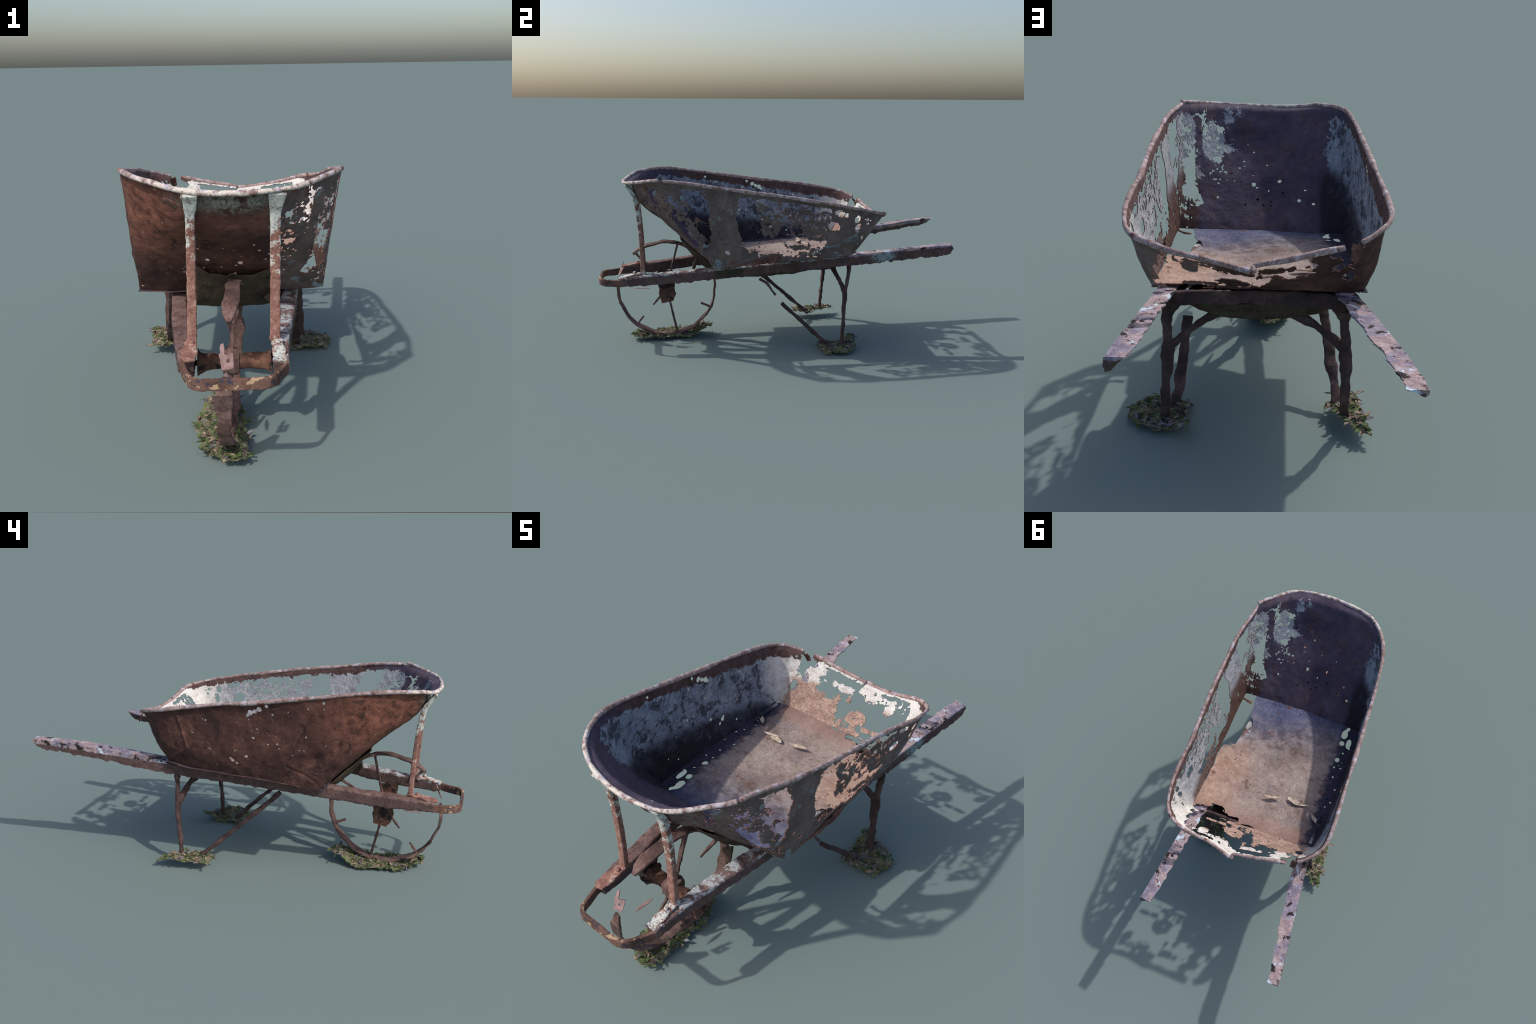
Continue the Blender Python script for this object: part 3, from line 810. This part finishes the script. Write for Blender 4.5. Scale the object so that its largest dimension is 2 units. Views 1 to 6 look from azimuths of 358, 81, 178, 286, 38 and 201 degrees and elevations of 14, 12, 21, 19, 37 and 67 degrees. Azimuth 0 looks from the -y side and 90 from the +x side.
for p, c in ((stay, (-.160, -.800, .408)), (stay2, (.104, -.815, .408))):
    bar("bolt", [(*c[:2], c[2] - .012, .018, .018), (c[0], c[1], c[2], .018, .018), (c[0], c[1], c[2] + .006, .010, .010)], (1, 0, 0), "stay", p, round_=1, rough=.002, seed=48, step=.004, ring=10)
# ------------------------------------------------------------------ wheel
HUB = np.array([-.040, -.647, .281])
WR = .262


def wheel_pt(deg, r=WR, dx=0.0):
    a = math.radians(deg)
    y, z = HUB[1] + r * math.cos(a), HUB[2] + r * math.sin(a)
    return (HUB[0] + .077 * (y - HUB[1]) + .05 * (z - HUB[2]) + dx, y, z)


rim_rows = []
for d in np.arange(168, 494, 9.0):
    w = .046 + .006 * math.sin(d * .11) - (.03 if d > 486 else .008 if d > 474 else 0) - (.018 if d < 175 else 0)
    w *= 1 + .22 * math.sin(d * .31) * math.sin(d * .073)
    rim_rows.append((*wheel_pt(d, WR + .002 * math.sin(d * .17 + 1) - .0015 * math.sin(d * .41), .003 * math.sin(d * .23)), w, .0105))
run = dict(round_=.25, rough=.003, scale=40, ragged=.005)  # the band is lost where it tucks up under the tray
wheel = bars("wheel", [(rim_rows[:26], (1, -.077, -.05), dict(run, seed=51)), (rim_rows[28:], (1, -.077, -.05), dict(run, seed=50))], "wheel", barrow)


def spoke(deg, r0, r1, w0=.020, w1=.020, seed=0):
    rows = [(*wheel_pt(deg, r0 + (r1 - r0) * k), w0 + (w1 - w0) * k, .011) for k in (0, .35, .7, 1)]
    return bar("spoke", rows, (1, 0, 0), "wheel", wheel, round_=.6, rough=.002, scale=60, seed=seed)


spoke(-78, .03, .258, .012, .020, 52)
spoke(76, .03, .258, .014, .022, 53)
spoke(231, .255, .205, .022, .004, 54)
spoke(231, .120, .050, .005, .014, 55)
spoke(-25, .258, .205, .024, .004, 56)
spoke(129, .258, .195, .020, .006, 57)
spoke(27, .258, .150, .022, .006, 58)
bar("hub", [(-.150, -.648, .279, .090, .086), (-.138, -.648, .279, .064, .062), (-.11, -.647, .280, .052, .050), (-.05, -.647, .281, .048, .048), (.0, -.647, .281, .050, .050), (.05, -.647, .280, .052, .052),
            (.078, -.647, .279, .062, .060), (.090, -.647, .279, .078, .074)], (0, 1, 0), "hub", wheel, round_=.9, rough=.004, scale=40, seed=59, ring=24)
bar("hub_collar", [(-.066, -.646, .281, .070, .066), (-.04, -.647, .281, .082, .080), (-.016, -.646, .281, .068, .064)], (0, 1, 0), "wheel", wheel, round_=.6, rough=.006, scale=35, seed=60, ring=20)
bar("axle", [(-.186, -.647, .278, .020, .020), (-.04, -.647, .279, .020, .020), (.124, -.647, .276, .020, .020)], (0, 1, 0), "hub", wheel, round_=1, rough=.002, seed=61)
for x, y, s in ((.104, -.648, 62), (-.168, -.650, 63)):
    bar("axle_bracket", [(x, y, .352, .085, .016), (x, y - .002, .315, .088, .018), (x, y, .275, .086, .020), (x, y + .006, .244, .066, .014)], (0, 1, 0), "hub", wheel, round_=.35, rough=.006, scale=38, seed=s, ring=20)

# ------------------------------------------------------------------ legs
def leg_set(shin, tie, brace, seed, stub=None):
    """Strap leg with a tie curving up to the cross bar and a diagonal brace running forward."""
    kw = dict(round_=.55, scale=25)
    w = lambda pts, a, b: [(*p, a * k, b) for p, k in zip(pts, [1, .92, 1.12, .95, 1.05, .9, 1][:len(pts)])]
    leg = bar("leg", w(shin, .034, .0155), (1, 0, 0), "leg", barrow, rough=.0052, seed=seed, **kw)
    bar("leg_tie", w(tie, .029, .016), (0, .25, 1), "leg", leg, rough=.005, seed=seed + 1, **kw)
    bar("leg_brace", w(brace, .035, .020), (1, 0, 0), "leg", leg, rough=.0052, seed=seed + 2, **kw)
    if stub:
        bar("brace_stub", [(*q, .032 - .007 * i, .018 - .003 * i) for i, q in enumerate(stub)], (1, 0, 0), "leg", leg, rough=.005, seed=seed + 3, **kw)
    return leg


leg_set([(.273, .267, .004), (.268, .273, .14), (.259, .281, .275), (.259, .292, .36), (.258, .305, .447)],
        [(.262, .283, .288), (.205, .272, .338), (.14, .255, .385), (.08, .243, .410), (.02, .238, .424)],
        [(.246, .194, .008), (.240, .15, .052), (.235, .10, .101), (.228, .04, .158), (.223, -.05, .243)], 71,
        stub=[(.212, -.168, .378), (.214, -.13, .352), (.217, -.105, .318), (.219, -.085, .290)])
leg_set([(-.328, .280, .050), (-.324, .289, .156), (-.314, .298, .295), (-.306, .300, .37), (-.298, .303, .447)],
        [(-.312, .296, .306), (-.245, .277, .358), (-.18, .258, .396), (-.12, .245, .415), (-.06, .238, .426)],
        [(-.311, .205, .030), (-.306, .14, .086), (-.288, .05, .168), (-.278, -.04, .248), (-.262, -.13, .330), (-.254, -.185, .385)], 81)
bar("leg_cross_bar", [(.255, .300, .425, .030, .016), (.24, .302, .455, .044, .016), (.20, .306, .482, .046, .016), (-.03, .308, .489, .046, .016), (-.24, .306, .482, .052, .016), (-.28, .302, .455, .036, .016), (-.295, .300, .425, .030, .016)],
    (0, 0, 1), "leg", barrow, round_=.4, rough=.005, scale=34, seed=91)

# ------------------------------------------------------------------ mossy skin hanging under the tray
keys = np.array([(.294, .460), (.272, .418), (.245, .386), (.10, .388), (-.05, .380), (-.18, .375), (-.30, .384), (-.40, .394), (-.450, .416), (-.494, .460), (-.531, .510), (-.575, .562)])
prof = spline(np.column_stack([keys, np.zeros(len(keys))]), .012)[:, :2]
SU = np.linspace(-1, 1, 46)
skin = np.zeros((len(SU), len(prof), 3))
for k, (y, z) in enumerate(prof):
    wide = smooth(-.52, -.40, y)
    xl = -.150 + (-.055 - .11 * (y + .4)) * wide
    xr = .108 + (.03 + .115 * (y + .4)) * wide
    x = (xl + xr) / 2 + SU * (xr - xl) / 2
    # edges tuck up against the front sheet or the rails
    slope = 0.424 + (-.395 - y) * .93 if y < -.40 else rail_z(y) - .045
    edge_z = max(z, min(slope - .004, .86))
    lift = np.abs(SU) ** 3
    skin[:, k, 0] = x
    skin[:, k, 1] = y
    skin[:, k, 2] = z * (1 - lift) + edge_z * lift
skin[..., 2] -= .020 * smooth(-.12, .12, skin[..., 0]) * smooth(-.38, -.24, skin[..., 1]) * (1 - smooth(.0, .18, skin[..., 1]))
skin[..., 2] += .006 * fbm(skin, 14, 3, 95) + .003 * fbm(skin, 45, 2, 96)
fld = np.ones(skin.shape[:2]) + .5 * fbm(skin, 18, 3, 97)
endk = np.arange(len(prof))[::-1][None, :] * .35 - .3
fld = np.minimum(fld, endk + .8 * fbm(skin, 25, 2, 98))
clipped_sheet("underside_skin", skin, fld, .004, ["moss", "moss", "moss"], barrow)
bars("skin_drip", [([(.095, -.492, .462, .05, .02), (.110, -.503, .440, .030, .018), (.114, -.509, .412, .012, .012)], (1, 0, 0), dict(round_=.7, rough=.004, seed=99))], "moss", barrow)

# ------------------------------------------------------------------ loose rust flake on the wheel
gu, gv = np.meshgrid(np.linspace(-.03, .03, 40), np.linspace(-.045, .055, 66), indexing="ij")
plate = np.minimum(.021 - np.abs(gu + .1 * gv), np.minimum(gv + .030, .018 - gv))
prong = np.minimum(.0055 - np.abs(gu + .013 + .15 * (gv - .03)), np.minimum(gv, .050 - gv))
f = np.maximum(plate, prong)
f = np.minimum(f, np.hypot(gu - .004, gv + .004) - .0048) + .004 * fbm(np.stack([gu, gv, gu * 0], -1), 90, 2, 103)
org = np.array([-.052, -.892, .386])
ax_u, ax_v = np.array([.96, .25, .0]), np.array([.02, .42, .90])
pl = org + gu[..., None] * ax_u + gv[..., None] * ax_v
pl = pl + np.array([0, -1, .4]) * (.004 * fbm(pl, 40, 2, 104))[..., None]
clipped_sheet("rust_flake", pl, f, .003, ["flake", "flake", "edge"], wheel)
bar("rust_sliver", [(-.059, -.827, .279, .004, .002), (-.058, -.79, .281, .014, .003), (-.057, -.76, .281, .012, .003), (-.056, -.738, .280, .003, .002)], (1, 0, 0), "flake", wheel, rough=.001, seed=105, step=.004)

# ------------------------------------------------------------------ turf clods
def clod(outline, z, height, seed, litter, greens):
    """Sheet of turf inside a rough outline; z(x, y) gives its lie, noise its lumps; leaf litter on top."""
    k = np.asarray(outline, float)
    lo, hi = k.min(0) - .025, k.max(0) + .025
    A, Bv = np.meshgrid(np.linspace(lo[0], hi[0], 90), np.linspace(lo[1], hi[1], 100), indexing="ij")
    P = np.stack([A, Bv, np.zeros_like(A)], -1)
    inside, dist = np.zeros(A.shape, bool), np.full(A.shape, 9.0)
    for (x0, y0), (x1, y1) in zip(k, np.roll(k, -1, 0)):
        t = np.clip(((A - x0) * (x1 - x0) + (Bv - y0) * (y1 - y0)) / ((x1 - x0) ** 2 + (y1 - y0) ** 2), 0, 1)
        dist = np.minimum(dist, np.hypot(A - x0 - t * (x1 - x0), Bv - y0 - t * (y1 - y0)))
        inside ^= ((y0 > Bv) != (y1 > Bv)) & (A < (x1 - x0) * (Bv - y0) / (y1 - y0 + 1e-12) + x0)
    f = np.where(inside, dist, -dist) - .005 + .016 * fbm(P, 30, 3, seed, .7) + .006 * fbm(P, 120, 2, seed + 1)
    P[..., 2] = z(A, Bv) + height * (1.5 * fbm(P, 26, 4, seed + 2, .7)) + .005 * np.abs(fbm(P, 70, 2, seed + 3))
    P[..., 2] = np.maximum(P[..., 2], .0035)
    P[..., :2] += .008 * np.stack([fbm(P, 45, 2, seed + 4), fbm(P, 45, 2, seed + 5)], -1)
    ob = clipped_sheet("turf_clod", P, f, .004, ["turf", "turf", "turf"], barrow)
    rng = np.random.default_rng(seed)
    ok = np.argwhere(f > .0)
    V, F, mi = [], [], []
    for _ in range(litter):
        i, j = ok[rng.integers(len(ok))]
        c = P[i, j]
        L, w = rng.uniform(.012, .042), rng.uniform(.005, .018)
        a, pitch = rng.uniform(0, 6.28), rng.uniform(-.2, .5)
        d = np.array([math.cos(a) * math.cos(pitch), math.sin(a) * math.cos(pitch), math.sin(pitch)])
        s = np.array([-math.sin(a), math.cos(a), rng.uniform(-.4, .4)]) * w / 2
        up = np.cross(d, s)
        up = up / np.linalg.norm(up) * .0012
        mid = c + d * L * .5 + np.array([0, 0, rng.uniform(.001, .005)])
        tip = c + d * L
        base = c + np.array([0, 0, .001])
        quad = [base, mid - s, tip, mid + s]
        k = len(V)
        for sg in (1, -1):
            for q in quad:
                V.append(np.maximum(q + up * sg, (-9, -9, .0004)))
        F += [(k, k + 1, k + 2, k + 3), (k + 7, k + 6, k + 5, k + 4)] + [(k + (e + 1) % 4, k + e, k + e + 4, k + (e + 1) % 4 + 4) for e in range(4)]
        mi += [rng.choice(3, p=greens)] * 6
    lit = mesh_object("leaf_litter", V, F, ["litter_green", "litter_tan", "litter_grey"], ob, face_mat=[int(q) for q in mi], shade=False)
    lit["kind"] = "stuff"
    return ob


clod([(.185, .36), (.20, .145), (.295, .13), (.392, .140), (.408, .265), (.31, .345)], lambda x, y: .012 + .03 * np.exp(-((x - .20) / .05) ** 2 - ((y - .33) / .04) ** 2), .014, 201, 190, (.40, .18, .42))
clod([(-.275, .20), (-.295, .135), (-.335, .112), (-.390, .135), (-.402, .24), (-.408, .375), (-.36, .358), (-.312, .288)], lambda x, y: .046 - .05 * np.abs(y - .24) ** 1.5, .012, 211, 150, (.42, .48, .10))
clod([(-.075, -.845), (-.02, -.858), (.012, -.83), (.018, -.73), (.006, -.63), (.006, -.495), (-.03, -.42), (-.06, -.395), (-.10, -.398), (-.136, -.44), (-.165, -.50), (-.178, -.57), (-.162, -.65), (-.145, -.73), (-.12, -.79)],
     lambda x, y: .014 + .036 * smooth(-.56, -.42, y) + .012 * smooth(-.76, -.84, y), .014, 221, 240, (.52, .28, .20))
